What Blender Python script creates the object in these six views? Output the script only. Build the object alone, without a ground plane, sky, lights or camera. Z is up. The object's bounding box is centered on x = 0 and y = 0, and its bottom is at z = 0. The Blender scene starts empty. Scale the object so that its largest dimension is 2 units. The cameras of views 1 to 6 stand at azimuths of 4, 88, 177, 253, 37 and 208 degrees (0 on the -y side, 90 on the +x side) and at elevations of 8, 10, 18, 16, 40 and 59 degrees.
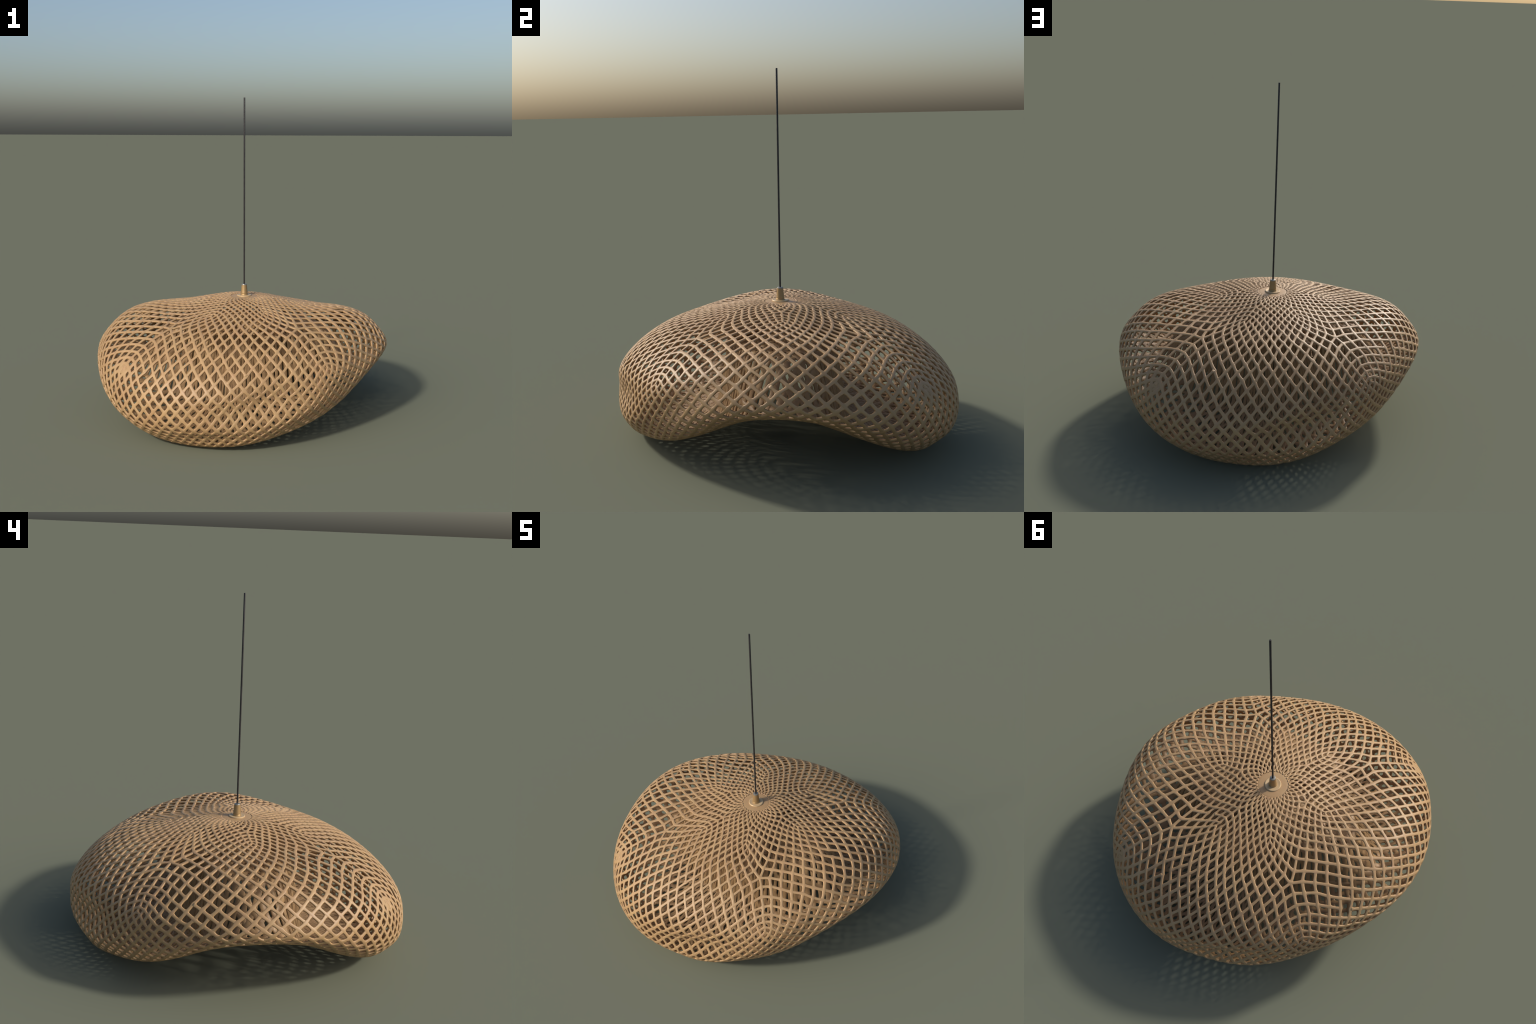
"""Woven bamboo pendant lamp: a bent-cushion lattice shade, a brass cable grip and a black cord."""
import bpy, math
import numpy as np

rng = np.random.default_rng(7)

# ------------------------------------------------------------------ body form
# The shade is a flattened cushion (ellipsoid) that is bent over the x axis so that
# its front and back droop, swelled by gentle low-order bumps.
CENTRE = np.array([0.0, 0.0, 0.46])
RADII = np.array([0.90, 0.93, 0.29])
DROOP = 0.38                      # z drops by DROOP * y^2
# swell of order l: [m=0, m=1 cos, m=1 sin, m=2 cos, ...]
SWELL = [
    [0.0271],
    [0.0239, 0.0, 0.0],
    [-0.0245, 0.0, 0.0, -0.0212, 0.0401],
    [0.0133, 0.0, 0.0, -0.0094, -0.0129, 0.0, 0.0],
    [-0.0611, 0.0, 0.0, -0.0489, 0.0072, 0.0, 0.0, -0.0098, -0.0034],
    [0.0201, 0.0, 0.0, 0.0053, -0.0126, 0.0, 0.0, 0.012, -0.0095, 0.0, 0.0],
    [-0.02, 0.0, 0.0, -0.016, 0.0015, 0.0, 0.0, -0.0083, -0.0015, 0.0, 0.0, 0.0018, -0.0007],
    [0.0183, 0.0, 0.0, 0.004, -0.0042, 0.0, 0.0, 0.0164, -0.0028, 0.0, 0.0, 0.0051, 0.0019, 0.0, 0.0],
    [-0.0004, 0.0, 0.0, 0.001, 0.0012, 0.0, 0.0, 0.0012, -0.0003, 0.0, 0.0, -0.0021, 0.0028, 0.0, 0.0, 0.0007, -0.0003],
    [0.0047, 0.0, 0.0, 0.0043, -0.0003, 0.0, 0.0, 0.0062, -0.0001, 0.0, 0.0, 0.0035, -0.0002, 0.0, 0.0, 0.0004, -0.002, 0.0, 0.0],
]
ORDER = len(SWELL) - 1


def swell(d):
    """sum of spherical harmonic bumps for unit directions d (n, 3)"""
    x, s = d[:, 2], np.sqrt(np.maximum(1 - d[:, 2] ** 2, 1e-14))
    ph = np.arctan2(d[:, 1], d[:, 0])
    P = {(0, 0): np.ones_like(x)}
    for m in range(1, ORDER + 1):
        P[m, m] = -(2 * m - 1) * s * P[m - 1, m - 1]
    for m in range(ORDER):
        P[m + 1, m] = (2 * m + 1) * x * P[m, m]
    for m in range(ORDER + 1):
        for l in range(m + 2, ORDER + 1):
            P[l, m] = ((2 * l - 1) * x * P[l - 1, m] - (l + m - 1) * P[l - 2, m]) / (l - m)
    out = np.zeros_like(x)
    for l in range(ORDER + 1):
        for m in range(l + 1):
            n = math.sqrt((2 * l + 1) * math.factorial(l - m) / math.factorial(l + m) * (1 if m == 0 else 2))
            if m == 0:
                out += SWELL[l][0] * n * P[l, 0]
            else:
                out += n * P[l, m] * (SWELL[l][2 * m - 1] * np.cos(m * ph) + SWELL[l][2 * m] * np.sin(m * ph))
    return out


def unit(v):
    return v / np.maximum(np.linalg.norm(v, axis=-1, keepdims=True), 1e-12)


def settle(x, y, dz):
    """small height changes: the crown rises softly to the fitting and eases down beyond it,
    and the two lobes rest heavily on the ground"""
    r = np.hypot(x, y)
    crown = 0.007 * np.exp(-((r - 0.16) / 0.10) ** 2) - 0.007 * np.exp(-((r - 0.46) / 0.12) ** 2)
    sag = np.clip((np.abs(y) - 0.3) / 0.25, 0, 1) * np.clip((0.1 - dz) / 0.5, 0, 1)
    return crown * np.clip((dz - 0.2) / 0.2, 0, 1) - 0.005 * sag


def surf(d):
    """the bent cushion itself"""
    p = CENTRE + RADII * d * (1 + swell(d))[:, None]
    p[:, 2] += settle(p[:, 0], p[:, 1], d[:, 2]) - DROOP * p[:, 1] ** 2
    p[:, 2] = np.maximum(p[:, 2], 0.0015)
    return p


HOLLOW = (0.72, 0.37)             # plan half-widths of the mouth under the belly


def shell(d):
    """the cushion with its belly pushed up into a deep hollow"""
    p = surf(d)
    rho = np.sqrt((p[:, 0] / HOLLOW[0]) ** 2 + (p[:, 1] / HOLLOW[1]) ** 2)
    w = np.clip((1.0 - rho) / 0.30, 0, 1) * (d[:, 2] < -0.1)
    w = w * w * (3 - 2 * w)
    roof = 0.595 - 0.22 * p[:, 0] ** 2 - 0.05 * (p[:, 1] / HOLLOW[1]) ** 2
    p[:, 2] += w * (roof - p[:, 2])
    return p


def direction(p):
    """direction whose surface point lies on the same spoke as p"""
    q = p.copy()
    q[:, 2] += DROOP * q[:, 1] ** 2
    d = unit((q - CENTRE) / RADII)
    for _ in range(2):
        e = q.copy()
        e[:, 2] -= settle(p[:, 0], p[:, 1], d[:, 2])
        d = unit((e - CENTRE) / RADII)
    return d


def surf_normal(d, eps=2e-3, surf=surf):
    ref = np.where(np.abs(d[:, 2:3]) > 0.9, np.array([[1.0, 0, 0]]), np.array([[0, 0, 1.0]]))
    a = unit(np.cross(ref, d))
    b = np.cross(d, a)
    p = surf(unit(d + eps * a)) - surf(unit(d - eps * a))
    q = surf(unit(d + eps * b)) - surf(unit(d - eps * b))
    return unit(np.cross(p, q))


def on_shade(x, y, top=True):
    """direction of the surface point above (or under) the plan position x, y"""
    t = np.linspace(0.0, 1.9, 400) if top else np.linspace(1.5, np.pi, 400)
    az = math.atan2(y * RADII[0], x * RADII[1])
    d = np.stack([np.sin(t) * math.cos(az), np.sin(t) * math.sin(az), np.cos(t)], -1)
    p = surf(d)
    r = np.hypot(p[:, 0], p[:, 1])
    want = math.hypot(x, y)
    order = np.arange(len(t)) if top else np.arange(len(t))[::-1]
    for i in order:
        if r[i] >= want:
            return d[i]
    return d[np.argmax(r)]


# ------------------------------------------------------------------ weave plan
# Thirty strands of each hand leave the crown disc.  Going outwards the lattice passes
# two belts; in each belt six forks (an extra strand starts) are followed by six joins
# (two strands run into one crossing), so that the cells keep their size as the shade widens:
# a small belt on the crown and a large one on the shoulders.
FORKS = [(0.27, 0.39), (-0.24, 0.37), (-0.27, -0.39), (0.24, -0.37)]
JOINS = [(0.575, 0.56), (-0.485, 0.55), (-0.56, -0.56), (0.49, -0.55)]
JOIN_WEB = [0.9, 0.15, 0.9, 0.15]               # how far a shoulder join is webbed over
CROWN_R, BASE_R = 0.086, 0.19
CROWN_ROWS = 5
EDGE_ROW = 27                           # half row at which the side turns under
RELAX = 130
# per belt: strands per sector at the forks, at the joins, last half row
BELTS = [
    dict(m=5, M=[9, 9, 8, 9, 9, 8], last=14, K=6, first=4),
    dict(m=13, M=[20] * 4, last=50, K=4, first=0),
]
for bt in BELTS:
    g = [0]
    for k in range(1, bt["K"]):
        g.append(g[-1] + 2 * bt["M"][k])
    bt["G"], bt["cols"] = g, g[-1] + 2 * bt["M"][0]
    off = bt["first"] if bt["first"] else -bt["M"][0]     # column under which the next belt begins
    bt["off"] = off + (off + bt["last"]) % 2
for a_, b_ in zip(BELTS, BELTS[1:]):
    assert a_["cols"] == 2 * b_["m"] * b_["K"]

index = {}


def sector_of(s, glob):
    bt = BELTS[s]
    M, cols, K = bt["M"], bt["cols"], bt["K"]
    glob %= cols
    for j in range(K):
        loc = (glob - bt["G"][j] + cols // 2) % cols - cols // 2
        if -M[j] <= loc <= M[(j + 1) % K]:
            return j, loc
    raise ValueError


def key_quad(s, k, x, y):
    """canonical name of the crossing (x, y) of sector k in belt s"""
    bt = BELTS[s]
    M, K = bt["M"], bt["K"]
    k %= K
    f, g = x + y, y - x
    if s and f == bt["m"]:                    # shared with the last row of the belt above
        h = 2 * (k * bt["m"] + y)
        pk, loc = sector_of(s - 1, h + BELTS[s - 1]["off"])
        pf = BELTS[s - 1]["last"]
        return key_quad(s - 1, pk, (pf - loc) // 2, (pf + loc) // 2)
    if g < -M[k] or g > M[(k + 1) % K] or x < 0 or y < 0:
        k, g = sector_of(s, bt["G"][k] + g)
    n = M[(k + 1) % K]
    if g == n and f >= n:                     # seam below a join: belongs to next sector
        return ("q", s, (k + 1) % K, f, -n)
    if g == f and f <= n:                     # on the axis: belongs to next sector
        return ("q", s, (k + 1) % K, f, -f)
    return ("q", s, k, f, g)


def vid(key):
    if key not in index:
        index[key] = len(index)
    return index[key]


edges = set()


def link(a, b):
    a, b = vid(a), vid(b)
    if a != b:
        edges.add((min(a, b), max(a, b)))


m0 = BELTS[0]["m"]
RING0 = 2 * m0 * BELTS[0]["K"]


def crown_key(h, f):
    """ring position h on half row f <= m0 of the crown"""
    h %= RING0
    if f == m0:
        k, r = divmod(h, 2 * m0)
        return key_quad(0, k, m0 - r // 2, r // 2)
    return ("c", h, f)


for f in range(m0 - CROWN_ROWS, m0):
    for h in range(RING0):
        if (h + m0 - f) % 2 == 0:
            link(crown_key(h, f), crown_key(h + 1, f + 1))
            link(crown_key(h, f), crown_key(h - 1, f + 1))
for s, bt in enumerate(BELTS):
    M, K = bt["M"], bt["K"]
    for k in range(K):
        lo, hi = -M[k], M[(k + 1) % K]
        for f in range(bt["m"], bt["last"]):
            for g in range(lo, hi + 1):
                if (f + g) % 2:
                    continue
                x, y = (f - g) // 2, (f + g) // 2
                if x < 0 or y < 0:
                    continue
                here = key_quad(s, k, x, y)
                # at the borders of the sector only the inner neighbour is ours
                if g > lo or f < M[k]:
                    link(here, key_quad(s, k, x + 1, y))
                if g < hi or f < M[(k + 1) % K]:
                    link(here, key_quad(s, k, x, y + 1))

keys = [None] * len(index)
for kk, i in index.items():
    keys[i] = kk
nv = len(keys)
E = np.array(sorted(edges))


# ------------------------------------------------------------------ first placement
def az_t(d):
    return math.atan2(d[1], d[0]), math.acos(d[2])


def near(a, ref):
    return a + 2 * math.pi * round((ref - a) / (2 * math.pi))


def meridian(az, t0, t1, n=160):
    """polar angles from t0 to t1, stepped so that the cells keep their shape"""
    t = np.linspace(t0, t1, n)
    d = np.stack([np.sin(t) * math.cos(az), np.sin(t) * math.sin(az), np.cos(t)], -1)
    p = surf(d)
    r = np.hypot(p[:, 0], p[:, 1])
    s = np.r_[0, np.cumsum(np.linalg.norm(np.diff(p, axis=0), axis=1) / (0.5 * (r[1:] + r[:-1]) + 0.06))]
    return t, s / s[-1]


def at_radius(r, az, top=True):
    d = on_shade(r * math.cos(az), r * math.sin(az), top)
    return az_t(d)


def belly_edge(az):
    """polar angle where the side has turned under"""
    t = np.linspace(1.3, 3.0, 300)
    d = np.stack([np.sin(t) * math.cos(az), np.sin(t) * math.sin(az), np.cos(t)], -1)
    n = surf_normal(d)
    return float(t[np.argmax(n[:, 2] < -0.72)])


f0 = (np.arange(6) * math.pi / 3)
BELTS[0]["fork"] = (f0, [at_radius(0.175 + 0.02 * (k % 2), a)[1] for k, a in enumerate(f0)])
BELTS[0]["join"] = (f0, [at_radius(0.255 + 0.02 * (k % 2), a)[1] for k, a in enumerate(f0)])
f1, j1 = [az_t(on_shade(*p)) for p in FORKS], [az_t(on_shade(*p)) for p in JOINS]
f1_az = np.unwrap([a for a, _ in f1])
BELTS[1]["fork"] = (f1_az, [t for _, t in f1])
BELTS[1]["join"] = (np.array([near(a, r) for (a, _), r in zip(j1, f1_az)]), [t for _, t in j1])


def around(val, k, u, turn):
    K = len(val)
    a, b = val[k], val[(k + 1) % K] + (turn if k == K - 1 else 0)
    return a + (b - a) * u


RING_DIP, JOIN_DIP = [0.8, 1.0], [0.45, 1.25]    # how far belts sag inwards between forks, joins


def ring_place(s, h):
    """azimuth and polar angle of ring position h on the fork row of belt s"""
    bt = BELTS[s]
    k, r = divmod(h % (2 * bt["m"] * bt["K"]), 2 * bt["m"])
    u = r / (2 * bt["m"])
    az = around(bt["fork"][0], k, u, 2 * math.pi)
    t = around(bt["fork"][1], k, u, 0)
    return az, t * (1 - RING_DIP[s] * u * (1 - u))


def join_place(s, k, u):
    bt = BELTS[s]
    return around(bt["join"][0], k, u, 2 * math.pi), around(bt["join"][1], k, u, 0) * (1 - JOIN_DIP[s] * u * (1 - u))


# along the edge of the belly the columns spread out evenly
ring = np.linspace(0, 2 * math.pi, 181)
rim = np.array([surf(np.array([[math.sin(t) * math.cos(a), math.sin(t) * math.sin(a), math.cos(t)]]))[0] for a in ring for t in [belly_edge(a)]])
# (a little closer together at front and back than on the flanks)
step = np.linalg.norm(np.diff(rim, axis=0), axis=1) * (1 - 0.14 * np.cos(ring[1:] + ring[:-1]))
arc = np.r_[0, np.cumsum(step)]
arc /= arc[-1]


def even_az(s, k, u):
    """azimuth of a column when all columns share the belly edge evenly"""
    K = BELTS[s]["K"]
    at = [np.interp(a % (2 * math.pi), ring, arc) for a in BELTS[s]["join"][0]]
    shift = np.angle(np.exp(2j * np.pi * (np.array(at) - np.arange(K) / K)).mean()) / (2 * np.pi)
    return float(np.interp(((k + u) / K + shift) % 1.0, arc, ring))


D = np.zeros((nv, 3))
pinned = np.zeros(nv, bool)
held = np.zeros(nv, bool)                 # joins: held in place at first, then let go
for i, kk in enumerate(keys):
    if kk[0] == "c":
        _, h, f = kk
        w = (f - (m0 - CROWN_ROWS)) / CROWN_ROWS
        az1, t1 = ring_place(0, h)
        az0 = 2 * math.pi * h / RING0
        az = az1 * w + near(az0, az1) * (1 - w)
        t0 = at_radius(CROWN_R, az0)[1]
        t = t0 * (t1 / t0) ** w
        pinned[i] = f == m0 - CROWN_ROWS
    else:
        _, s, k, f, g = kk
        bt = BELTS[s]
        M, m, K = bt["M"], bt["m"], bt["K"]
        ma, mb = min(f, M[k]), min(f, M[(k + 1) % K])
        u = (g + ma) / max(ma + mb, 1)
        mj = M[k] * (1 - u) + M[(k + 1) % K] * u
        azj, tj = join_place(s, k, u)
        if f <= mj:
            azf, tf = ring_place(s, round(2 * m * (k + u)))
            w = (f - m) / (mj - m)
            az, t = near(azf, azj) * (1 - w) + azj * w, tf + (tj - tf) * w
        else:
            if s == 0:
                w = (f - mj) / (bt["last"] - mj)
                aze, te = ring_place(1, bt["G"][k] + g - bt["off"])
                az = azj * (1 - w) + near(aze, azj) * w
                tl, sl = meridian(az, tj, te, 60)
                t = float(np.interp(w, sl, tl))
            else:
                row = EDGE_ROW - 3.0 * math.cos(2 * azj)         # the flanks are shorter
                w = min((f - mj) / (row - mj), 1.0)
                az = azj * (1 - w) + near(even_az(s, k, u), azj) * w
                edge = belly_edge(az)
                if f <= row:
                    tl, sl = meridian(az, tj, edge, 60)
                    t = float(np.interp(w, sl, tl))
                else:
                    tl, sl = meridian(az, edge, at_radius(BASE_R, az, False)[1], 60)
                    t = float(np.interp((f - row) / (bt["last"] - row), sl, tl))
                pinned[i] = f == bt["last"]
        if s == 1 and g == -f and f in (m, M[k]):
            pinned[i] = held[i] = f == M[k]
    D[i] = (math.sin(t) * math.cos(az), math.sin(t) * math.sin(az), math.cos(t))
P = surf(D)
fork_ids = [index[key_quad(1, k, BELTS[1]["m"], 0)] for k in range(BELTS[1]["K"])]
deg = np.bincount(E.ravel(), minlength=nv).astype(float)
free = ~pinned
for it in range(RELAX):
    if it == RELAX - 14:
        free = ~pinned | held
    # long strand pieces pull harder, so that the cells even out
    W = np.linalg.norm(P[E[:, 0]] - P[E[:, 1]], axis=1) ** 1.0
    if it == 0:
        mid = (P[E[:, 0]] + P[E[:, 1]]) / 2
        gather = 1 + 1.0 * np.exp(-(np.min([np.linalg.norm(mid - P[v], axis=1) for v in fork_ids], axis=0) / 0.07) ** 2)
    W *= gather                                # and the cells tighten where a strand forks off
    wsum = np.bincount(E[:, 0], W, nv) + np.bincount(E[:, 1], W, nv)
    acc = np.zeros((nv, 3))
    for c in range(3):
        acc[:, c] = np.bincount(E[:, 0], W * P[E[:, 1], c], nv) + np.bincount(E[:, 1], W * P[E[:, 0], c], nv)
    Q = acc / wsum[:, None]
    P[free] += 0.35 * (Q - P)[free]
    if it % 3 == 2 or it > RELAX - 5:
        D = direction(P)
        P[free] = surf(D)[free]
D = direction(P)
# hand-made unevenness
pitch = np.zeros(nv)
L = np.linalg.norm(P[E[:, 0]] - P[E[:, 1]], axis=1)
pitch = (np.bincount(E[:, 0], L, nv) + np.bincount(E[:, 1], L, nv)) / deg
N = surf_normal(D)
J = rng.normal(0, 1, (nv, 3)) * (0.03 * pitch)[:, None]
J -= (J * N).sum(1)[:, None] * N
P[free] += J[free]
D = direction(P)
P = surf(D)
N = surf_normal(D)

# ------------------------------------------------------------------ follow the strands
nbr = [[] for _ in range(nv)]
for a, b in E:
    nbr[a].append(int(b))
    nbr[b].append(int(a))


def round_order(v):
    n = N[v]
    a = unit(np.cross(n, [0.31, 0.77, 0.55]))
    b = np.cross(n, a)
    return sorted(nbr[v], key=lambda w: math.atan2((P[w] - P[v]) @ b, (P[w] - P[v]) @ a))


axis_next = {}
join_ids = []
for s_, bt in enumerate(BELTS):
    for k in range(bt["K"]):
        M, m = bt["M"], bt["m"]
        fork, join = index[key_quad(s_, k, m, 0)], index[key_quad(s_, k, M[k], 0)]
        axis_next[fork] = index[key_quad(s_, k, m + 1, 0)]
        axis_next[join] = index[key_quad(s_, k, M[k] - 1, 0)]
        if s_ == 1:
            join_ids.append(join)

opposite, cross_pair = {}, {}
for v in range(nv):
    ring = round_order(v)
    n = len(ring)
    if n == 4:
        pairs = [(ring[0], ring[2]), (ring[1], ring[3])]
    elif n == 5:
        s = ring.index(axis_next[v])
        r = ring[s:] + ring[:s]
        pairs = [(r[1], r[3]), (r[2], r[4])]
    elif n == 3:
        s = ring.index(axis_next[v])
        r = ring[s:] + ring[:s]
        pairs = [(r[1], r[2])]
    else:
        pairs = []
    for a, b in pairs:
        opposite[v, a], opposite[v, b] = b, a

# a few strand pieces are missing, so that two openings run together
gone = set()
for e in rng.permutation(len(E)):
    a, b = (int(v) for v in E[e])
    p = (P[a] + P[b]) / 2
    if p[2] > 0.1 and math.hypot(p[0], p[1]) > 0.3 and N[a, 2] > -0.3 and (a, b) not in gone and len(gone) < 20:
        gone |= {(a, b), (b, a)}
used, strands = set(), []
starts = sorted([(0 if keys[v][0] == "c" else 1, v, w) for v in range(nv) for w in nbr[v] if (v, w) not in opposite])
whole = []
for _, v, w in starts:
    if (v, w) in used:
        continue
    path = [v]
    a, b = v, w
    while True:
        used.add((a, b))
        used.add((b, a))
        path.append(b)
        nx = opposite.get((b, a))
        if nx is None or (b, nx) in used:
            break
        a, b = b, nx
    whole.append(path)
for path in whole:
    piece = [path[0]]
    for a, b in zip(path, path[1:]):
        if (a, b) in gone:
            strands.append(piece)
            piece = [b]
        else:
            piece.append(b)
    strands.append(piece)

# size of the cells across each strand at each crossing
def half_width(p, v):
    zz = P[v, 2]
    steep = min(max((0.75 - N[v, 2]) / 0.5, 0.0), 1.0)        # strips are broadest on the sides
    base = min(0.0038 + (0.078 + 0.016 * steep) * p, 0.26 * p)
    if P[v, 2] > 0.62:
        base = min(base, (0.21 + 0.05 * min(max((math.hypot(P[v, 0], P[v, 1]) - 0.15) / 0.15, 0), 1)) * p)
    rho = math.hypot(P[v, 0] / HOLLOW[0], P[v, 1] / HOLLOW[1])
    inside = min(max((1.05 - rho) / 0.15, 0.0), 1.0)
    under = min(max((-0.72 - N[v, 2]) / 0.2, 0.0), 1.0)      # the underside is woven tighter
    base += ((0.245 + 0.075 * inside) * p - base) * under
    for k in range(len(join_ids)):           # joins are webbed over
        d2 = ((P[v] - P[join_ids[k]]) ** 2).sum()
        base += JOIN_WEB[k] * 0.17 * p * math.exp(-d2 / (2 * 0.045 ** 2))
    return base


over = {}
PER_CELL = 6
THICK = 0.0112
SINK = 0.0055
# strip section: a flat face with rounded edges
HALF = [(0.0, 1.04), (0.62, 1.0), (0.86, 0.82), (1.0, 0.35), (1.0, -0.4), (0.8, -1.0)]
sec_u = np.array([u for u, _ in HALF] + [-u for u, _ in HALF[:0:-1]])
sec_v = np.array([v for _, v in HALF] + [v for _, v in HALF[:0:-1]])
sec_u, sec_v = sec_u[::-1], sec_v[::-1]


def strand_data(path):
    n = len(path)
    pts = P[path]
    seg = np.linalg.norm(np.diff(pts, axis=0), axis=1)
    tang = np.gradient(pts, axis=0)
    tang = unit(tang)
    across, cross_w, hw, lift = np.zeros(n), np.zeros(n), np.zeros(n), np.zeros(n)
    along = np.r_[seg[:1], (seg[1:] + seg[:-1]) / 2, seg[-1:]]
    for i, v in enumerate(path):
        mine = {path[i - 1] if i else -1, path[i + 1] if i < n - 1 else -1}
        oth = [w for w in nbr[v] if w not in mine]
        if oth:
            e = P[oth] - P[v]
            ln = np.linalg.norm(e, axis=1)
            sn = np.linalg.norm(np.cross(e / ln[:, None], tang[i]), axis=1)
            across[i] = (ln * sn).mean()
            s = max(sn.mean(), 0.45)
        else:
            across[i], s = along[i], 1.0
        hw[i] = half_width(across[i], v)
        # width of the crossing strand, seen along this one
        cross_w[i] = half_width(along[i] * s, v) / s
        f = keys[v][3] if keys[v][0] == "q" else keys[v][2]
        prev = path[i - 1] if i else path[i + 1]
        df = 1
        q = nbr[v]
        lead = min(q)
        o = opposite.get((v, lead), -1)
        first = lead in mine or o in mine
        lift[i] = 1.0 if first == (f % 2 == 0) else -1.0
    return pts, tang, hw, cross_w, lift, along, across


def strand_mesh(path):
    pts, tang, hw, cw, lift, along, across = strand_data(path)
    n = len(path)
    S, HW, LF = [], [], []
    for i in range(n - 1):
        ts = np.arange(PER_CELL) / PER_CELL
        if i == n - 2:
            ts = np.r_[ts, 1.0]
        p0, p1 = pts[i], pts[i + 1]
        a = pts[i - 1] if i else 2 * p0 - p1
        b = pts[i + 2] if i < n - 2 else 2 * p1 - p0
        ln = np.linalg.norm(p1 - p0)
        crown = min(max((0.27 - math.hypot(p0[0], p0[1])) / 0.12, 0.0), 1.0) if p0[2] > 0.6 else 0.0
        t = ts[:, None]
        S.append(0.5 * (2 * p0 + (p1 - a) * t + (2 * a - 5 * p0 + 4 * p1 - b) * t ** 2 + (3 * p0 - a - 3 * p1 + b) * t ** 3))
        w = hw[i] + (hw[i + 1] - hw[i]) * ts
        rf = (0.11 + 0.09 * crown) * np.minimum(along[i], across[i])
        for j, dist in ((i, ts * ln), (i + 1, (1 - ts) * ln)):
            x = np.clip((dist - cw[j]) / rf, 0, 1)
            w = w + rf * (1 - np.sqrt(np.maximum(1 - (1 - x) ** 2, 0))) * 0.7
        HW.append(w)
        c = np.cos(np.pi * ts)
        LF.append(lift[i] * (1 + c) / 2 + lift[i + 1] * (1 - c) / 2)
    S, HW, LF = np.vstack(S), np.concatenate(HW), np.concatenate(LF)
    return S, HW, LF


def build_strand(S, HW, LF, phase, deeper=0.0):
    d = direction(S)
    C = shell(d)
    nn = surf_normal(d, surf=shell)
    tg = unit(np.gradient(C, axis=0))
    side = unit(np.cross(nn, tg))
    k = np.arange(len(C))
    wob = 1 + 0.03 * np.sin(k * 0.21 + phase) + 0.04 * np.sin(k * 0.083 + 2.3 * phase)
    hw = HW * wob
    th = np.minimum(THICK, 0.006 + 0.55 * hw) / 2
    mid = C - nn * (SINK - 0.0003 * LF - 0.0002 * np.sin(k * 0.15 + phase) + deeper)[:, None]
    V = mid[:, None, :] + side[:, None, :] * (hw[:, None] * sec_u)[:, :, None] + nn[:, None, :] * (th[:, None] * sec_v)[:, :, None]
    # ribbons follow the curve of the shade across their width
    return V


# ------------------------------------------------------------------ materials
def new_mat(name):
    mt = bpy.data.materials.new(name)
    mt.use_nodes = True
    nt = mt.node_tree
    b = nt.nodes["Principled BSDF"]
    return mt, nt, b


def bamboo(name, c0, c1, c2):
    mt, nt, b = new_mat(name)
    tc = nt.nodes.new("ShaderNodeTexCoord")
    n1 = nt.nodes.new("ShaderNodeTexNoise")
    n1.inputs["Scale"].default_value = 7.0
    n1.inputs["Detail"].default_value = 4.0
    n2 = nt.nodes.new("ShaderNodeTexNoise")
    n2.inputs["Scale"].default_value = 38.0
    n2.inputs["Detail"].default_value = 5.0
    r1 = nt.nodes.new("ShaderNodeValToRGB")
    r1.color_ramp.elements[0].position = 0.34
    r1.color_ramp.elements[0].color = (*c0, 1)
    r1.color_ramp.elements[1].position = 0.66
    r1.color_ramp.elements[1].color = (*c1, 1)
    r2 = nt.nodes.new("ShaderNodeValToRGB")
    r2.color_ramp.elements[0].position = 0.52
    r2.color_ramp.elements[0].color = (0, 0, 0, 1)
    r2.color_ramp.elements[1].position = 0.75
    r2.color_ramp.elements[1].color = (1, 1, 1, 1)
    mx = nt.nodes.new("ShaderNodeMix")
    mx.data_type = "RGBA"
    sc = nt.nodes.new("ShaderNodeMath")
    sc.operation = "MULTIPLY"
    sc.inputs[1].default_value = 0.55
    for n in (n1, n2):
        nt.links.new(tc.outputs["Object"], n.inputs["Vector"])
    nt.links.new(n1.outputs["Fac"], r1.inputs["Fac"])
    nt.links.new(n2.outputs["Fac"], r2.inputs["Fac"])
    nt.links.new(r2.outputs["Color"], sc.inputs[0])
    nt.links.new(sc.outputs[0], mx.inputs["Factor"])
    nt.links.new(r1.outputs["Color"], mx.inputs[6])
    mx.inputs[7].default_value = (*c2, 1)
    # strips differ a little from one another
    oi = nt.nodes.new("ShaderNodeObjectInfo")
    mr = nt.nodes.new("ShaderNodeMapRange")
    mr.inputs["To Min"].default_value = 0.91
    mr.inputs["To Max"].default_value = 1.07
    hs = nt.nodes.new("ShaderNodeHueSaturation")
    nt.links.new(oi.outputs["Random"], mr.inputs["Value"])
    nt.links.new(mr.outputs["Result"], hs.inputs["Value"])
    nt.links.new(mx.outputs[2], hs.inputs["Color"])
    nt.links.new(hs.outputs["Color"], b.inputs["Base Color"])
    b.inputs["Roughness"].default_value = 0.5
    n3 = nt.nodes.new("ShaderNodeTexNoise")
    n3.inputs["Scale"].default_value = 60.0
    n3.inputs["Detail"].default_value = 3.0
    nt.links.new(tc.outputs["Object"], n3.inputs["Vector"])
    bp = nt.nodes.new("ShaderNodeBump")
    bp.inputs["Strength"].default_value = 0.15
    bp.inputs["Distance"].default_value = 0.003
    nt.links.new(n3.outputs["Fac"], bp.inputs["Height"])
    nt.links.new(bp.outputs["Normal"], b.inputs["Normal"])
    return mt


MAT_BAMBOO = bamboo("bamboo", (0.38, 0.232, 0.108), (0.415, 0.265, 0.125), (0.425, 0.246, 0.14))


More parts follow.
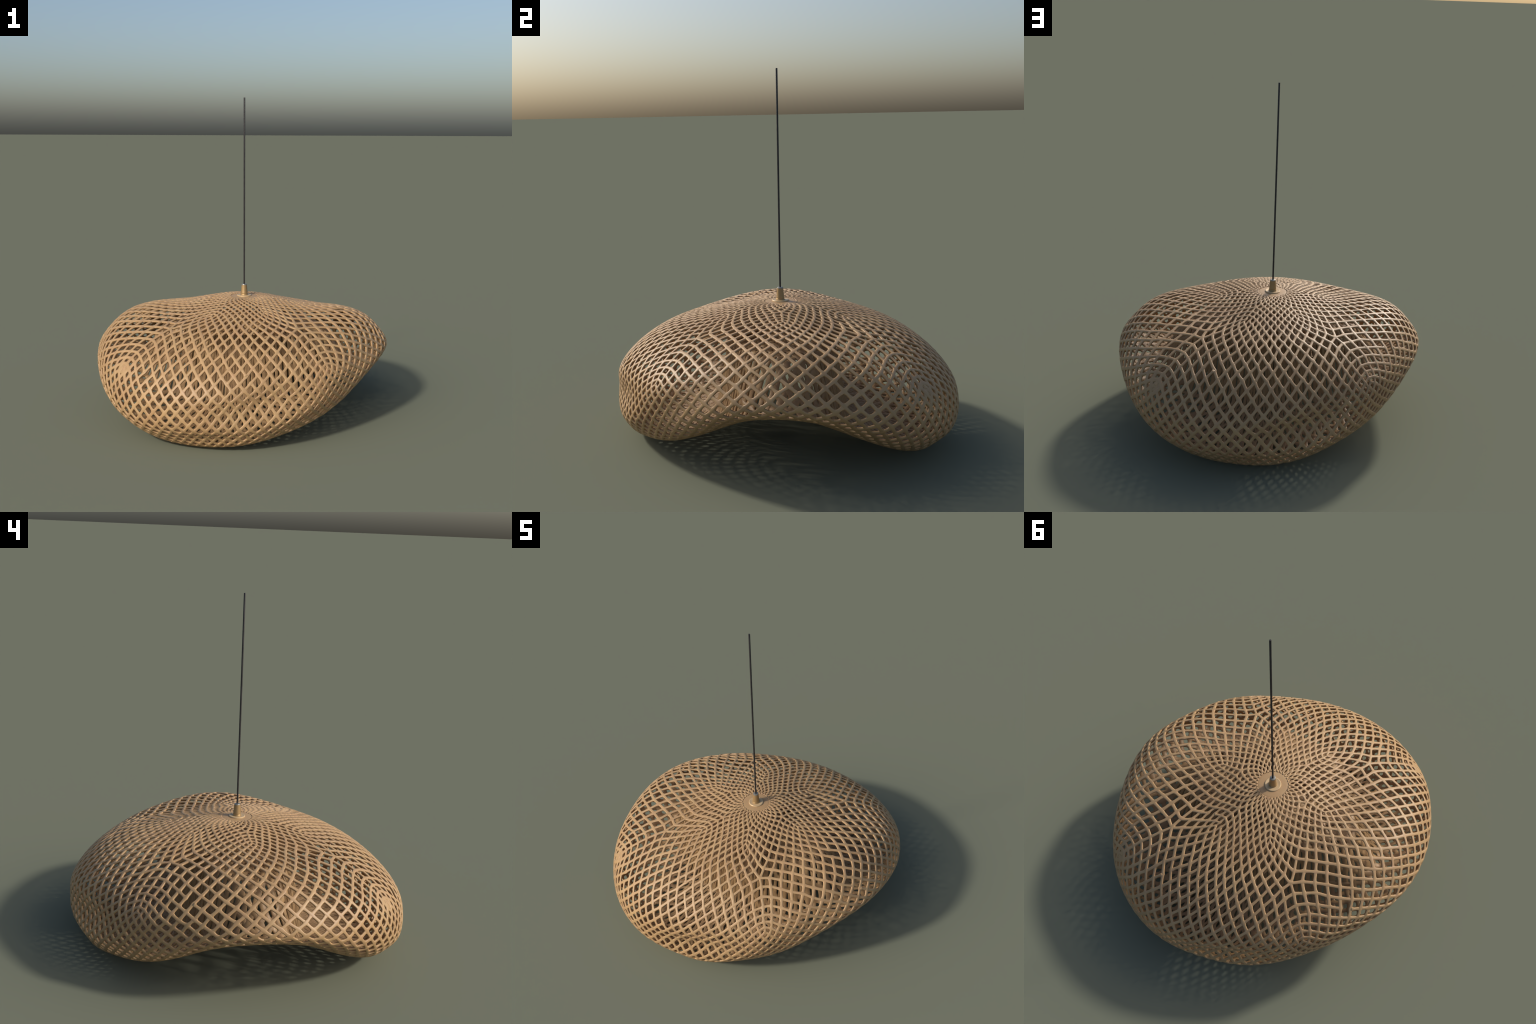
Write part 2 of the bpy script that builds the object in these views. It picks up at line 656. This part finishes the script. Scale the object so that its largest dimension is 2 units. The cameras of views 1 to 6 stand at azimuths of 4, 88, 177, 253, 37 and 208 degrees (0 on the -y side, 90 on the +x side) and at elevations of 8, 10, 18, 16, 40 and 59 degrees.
def metal(name, col, rough, metallic, spread=0.06):
    mt, nt, b = new_mat(name)
    tc = nt.nodes.new("ShaderNodeTexCoord")
    no = nt.nodes.new("ShaderNodeTexNoise")
    no.inputs["Scale"].default_value = 45.0
    no.inputs["Detail"].default_value = 4.0
    cr = nt.nodes.new("ShaderNodeValToRGB")
    cr.color_ramp.elements[0].position = 0.3
    cr.color_ramp.elements[0].color = (*[c * (1 - spread) for c in col], 1)
    cr.color_ramp.elements[1].position = 0.7
    cr.color_ramp.elements[1].color = (*[min(c * (1 + spread), 1) for c in col], 1)
    nt.links.new(tc.outputs["Object"], no.inputs["Vector"])
    nt.links.new(no.outputs["Fac"], cr.inputs["Fac"])
    nt.links.new(cr.outputs["Color"], b.inputs["Base Color"])
    b.inputs["Roughness"].default_value = rough
    b.inputs["Metallic"].default_value = metallic
    return mt


MAT_BRASS = metal("brass", (0.36, 0.235, 0.105), 0.45, 0.45)
MAT_WASHER = metal("pale_brass", (0.52, 0.37, 0.20), 0.42, 0.15)
MAT_STEEL = metal("steel_rim", (0.26, 0.25, 0.22), 0.4, 0.6)
MAT_CORD = metal("black_cord", (0.022, 0.020, 0.020), 0.55, 0.0, 0.25)


# ------------------------------------------------------------------ object helpers
def mesh_object(name, verts, faces, mat, parent=None, smooth=True):
    me = bpy.data.meshes.new(name)
    me.from_pydata([tuple(v) for v in verts], [], faces)
    me.materials.append(mat)
    if smooth:
        me.polygons.foreach_set("use_smooth", [True] * len(me.polygons))
    me.update()
    ob = bpy.data.objects.new(name, me)
    bpy.context.scene.collection.objects.link(ob)
    ob.parent = parent
    return ob


def grid_object(name, V, mat, parent):
    """tube from a (n, s, 3) array of rings, capped at both ends"""
    n, s, _ = V.shape
    i, j = np.meshgrid(np.arange(n - 1), np.arange(s), indexing="ij")
    j2 = (j + 1) % s
    quads = np.stack([i * s + j, i * s + j2, (i + 1) * s + j2, (i + 1) * s + j], -1).reshape(-1, 4)
    me = bpy.data.meshes.new(name)
    nvv, nq = n * s, len(quads)
    me.vertices.add(nvv)
    me.vertices.foreach_set("co", V.reshape(-1).astype(np.float32))
    loops = np.concatenate([quads.ravel(), np.arange(s)[::-1], (n - 1) * s + np.arange(s)])
    me.loops.add(len(loops))
    me.loops.foreach_set("vertex_index", loops.astype(np.int32))
    starts_ = np.concatenate([np.arange(nq) * 4, [nq * 4, nq * 4 + s]])
    me.polygons.add(nq + 2)
    me.polygons.foreach_set("loop_start", starts_.astype(np.int32))
    me.polygons.foreach_set("use_smooth", [True] * (nq + 2))
    me.materials.append(mat)
    me.update(calc_edges=True)
    me.validate()
    ob = bpy.data.objects.new(name, me)
    bpy.context.scene.collection.objects.link(ob)
    ob.parent = parent
    return ob


def lathe(name, profile, mat, parent, seg=48, sharp=35):
    verts, faces = [], []
    for r, z in profile:
        for k in range(seg):
            a = 2 * math.pi * k / seg
            verts.append((r * math.cos(a), r * math.sin(a), z))
    for i in range(len(profile) - 1):
        for k in range(seg):
            k2 = (k + 1) % seg
            faces.append((i * seg + k, i * seg + k2, (i + 1) * seg + k2, (i + 1) * seg + k))
    faces.append(tuple(range(seg))[::-1])
    faces.append(tuple((len(profile) - 1) * seg + k for k in range(seg)))
    ob = mesh_object(name, verts, faces, mat, parent)
    ob.data.set_sharp_from_angle(angle=math.radians(sharp))
    return ob


# ------------------------------------------------------------------ assemble
root = bpy.data.objects.new("pendant_lamp", None)
bpy.context.scene.collection.objects.link(root)
root["label"] = "woven bamboo pendant lamp with bean-shaped lattice shade and black cord"
root["category"] = "pendant lamp"


# crown and bottom discs: solid woven centres that follow the shade
def cap_disc(verts, faces, radius, top, lobes, thick, lower):
    seg, ringn = 240, 12
    base = len(verts)
    outer = []
    for side in (0, 1):
        for i in range(ringn + 1):
            for k in range(seg):
                a = 2 * math.pi * k / seg
                rr = radius * i / ringn
                if i == ringn:
                    rr *= 1 + 0.04 * math.sin(lobes * a)
                outer.append((rr * math.cos(a) + 1e-6, rr * math.sin(a) + 1e-6))
    if top:
        tt = np.linspace(0, 1.0, 300)
    else:
        tt = np.linspace(np.pi, np.pi - 1.0, 300)
    cache = {}
    for side in (0, 1):
        for i in range(ringn + 1):
            for k in range(seg):
                x, y = outer[side * (ringn + 1) * seg + i * seg + k]
                az = math.atan2(y * RADII[0], x * RADII[1])
                if k not in cache:
                    dd = np.stack([np.sin(tt) * math.cos(az), np.sin(tt) * math.sin(az), np.cos(tt)], -1)
                    pp = shell(dd)
                    cache[k] = (np.hypot(pp[:, 0], pp[:, 1]), pp[:, 2])
                r, z = cache[k]
                zz = float(np.interp(math.hypot(x, y), r, z))
                edge = max(0.0, (i / ringn - 0.85) / 0.15)
                drop = lower + thick * 0.5 - thick * 0.5 * (1 - 0.5 * edge ** 2) * (1 if side == 0 else -1)
                verts.append((x, y, zz - drop if top else zz + drop))
    off = (ringn + 1) * seg
    for i in range(ringn):
        for k in range(seg):
            k2 = (k + 1) % seg
            q = (base + i * seg + k, base + (i + 1) * seg + k, base + (i + 1) * seg + k2, base + i * seg + k2)
            q2 = tuple(v + off for v in q)
            faces.append(q if top else q[::-1])
            faces.append(q2[::-1] if top else q2)
    for k in range(seg):
        k2 = (k + 1) % seg
        a, b = base + ringn * seg + k, base + ringn * seg + k2
        f = (a, a + off, b + off, b)
        faces.append(f if top else f[::-1])


dv, df = [], []
cap_disc(dv, df, 0.092, True, 60, 0.010, 0.0012)
cap_disc(dv, df, BASE_R + 0.01, False, 80, 0.012, 0.001)
shade = mesh_object("lampshade", dv, df, MAT_BAMBOO, root)

# webbed joins: a thin skin fills the smallest openings
def web_patch(v, size, seed):
    lob = np.random.default_rng(seed).uniform(0.6, 1.35, 7)
    n = N[v]
    a = unit(np.cross([0, 0, 1.0], n))
    b = np.cross(n, a)
    seg, ringn = 42, 6
    th = np.linspace(0, 2 * np.pi, seg, endpoint=False)
    rad = size * np.interp(th, np.linspace(0, 2 * np.pi, 8), np.r_[lob, lob[0]])
    pts = [P[v][None]]
    for i in range(1, ringn + 1):
        r = rad * i / ringn
        pts.append(P[v] + np.outer(r * np.cos(th), a) + np.outer(1.25 * r * np.sin(th), b))
    d = direction(np.vstack(pts))
    C, nn = surf(d), surf_normal(d)
    top, low = C - nn * 0.0022, C - nn * 0.0085
    faces, off = [], len(C)
    for k in range(seg):
        k2 = (k + 1) % seg
        faces += [(0, 1 + k, 1 + k2), (off, off + 1 + k2, off + 1 + k)]
        for i in range(ringn - 1):
            p, q = 1 + i * seg, 1 + (i + 1) * seg
            faces += [(p + k, q + k, q + k2, p + k2), (off + p + k, off + p + k2, off + q + k2, off + q + k)]
        p = 1 + (ringn - 1) * seg
        faces.append((p + k, off + p + k, off + p + k2, p + k2))
    mesh_object("join_web", np.vstack([top, low]), faces, MAT_BAMBOO, shade)


for k, v in enumerate(join_ids):
    if JOIN_WEB[k] > 0.6:
        web_patch(v, 0.012 + 0.014 * JOIN_WEB[k], 40 + k)

count = 0
for path in strands:
    if len(path) < 2:
        continue
    S, HW, LF = strand_mesh(path)
    V = build_strand(S, HW, LF, 1.7 * count)
    grid_object("bamboo_strand", V, MAT_BAMBOO, shade)
    count += 1

# an inner layer of wider strips hangs under the crown
lv, lf, ln_ = [], [], 0
for path in strands:
    run = []
    for v in path + [None]:
        ok = v is not None and P[v, 2] > 0.5 and abs(P[v, 0]) < 0.27 and 0.14 < abs(P[v, 1]) < 0.48
        if ok:
            run.append(v)
        elif len(run) > 2:
            S, HW, LF = strand_mesh(run)
            V = build_strand(S, HW * 1.45, LF, 0.7 * ln_, 0.075)[::2]
            n_, s_, _ = V.shape
            base = len(lv)
            lv.extend(V.reshape(-1, 3))
            for i in range(n_ - 1):
                for j in range(s_):
                    j2 = (j + 1) % s_
                    lf.append((base + i * s_ + j, base + i * s_ + j2, base + (i + 1) * s_ + j2, base + (i + 1) * s_ + j))
            lf.append(tuple(base + j for j in range(s_))[::-1])
            lf.append(tuple(base + (n_ - 1) * s_ + j for j in range(s_)))
            ln_ += 1
            run = []
        else:
            run = []
liner = mesh_object("inner_weave", lv, lf, MAT_BAMBOO, shade)
liner["kind"] = "stuff"

zt = float(surf(np.array([[0.0, 0.0, 1.0]]))[0, 2])
lathe("washer", [(0.0465, zt - 0.008), (0.0475, zt - 0.001), (0.0468, zt + 0.0035), (0.0445, zt + 0.0055), (0.041, zt + 0.0058), (0.038, zt + 0.0046), (0.018, zt + 0.0046)], MAT_WASHER, root)
grip = lathe("cable_grip", [(0.0242, zt + 0.002), (0.0245, zt + 0.008), (0.0235, zt + 0.0105), (0.0217, zt + 0.013), (0.0221, zt + 0.015), (0.0221, zt + 0.019), (0.0215, zt + 0.021),
                     (0.0178, 0.8035), (0.0175, 0.8055)], MAT_BRASS, root)
lathe("grip_cap", [(0.0173, 0.8045), (0.0171, 0.8085), (0.0155, 0.8112), (0.0125, 0.8122), (0.0065, 0.8122)], MAT_STEEL, grip)
lathe("cord", [(0.0052, 0.800), (0.0053, 1.2), (0.0053, 1.6), (0.0053, 1.998), (0.0046, 2.0)], MAT_CORD, root, seg=20)

# stand the lamp on the ground
bpy.context.view_layer.update()
low = min(float(np.array([v.co[2] for v in o.data.vertices]).min()) for o in bpy.data.objects if o.type == "MESH")
print("STRANDS", count, "LOW", low, "VERTS", nv)
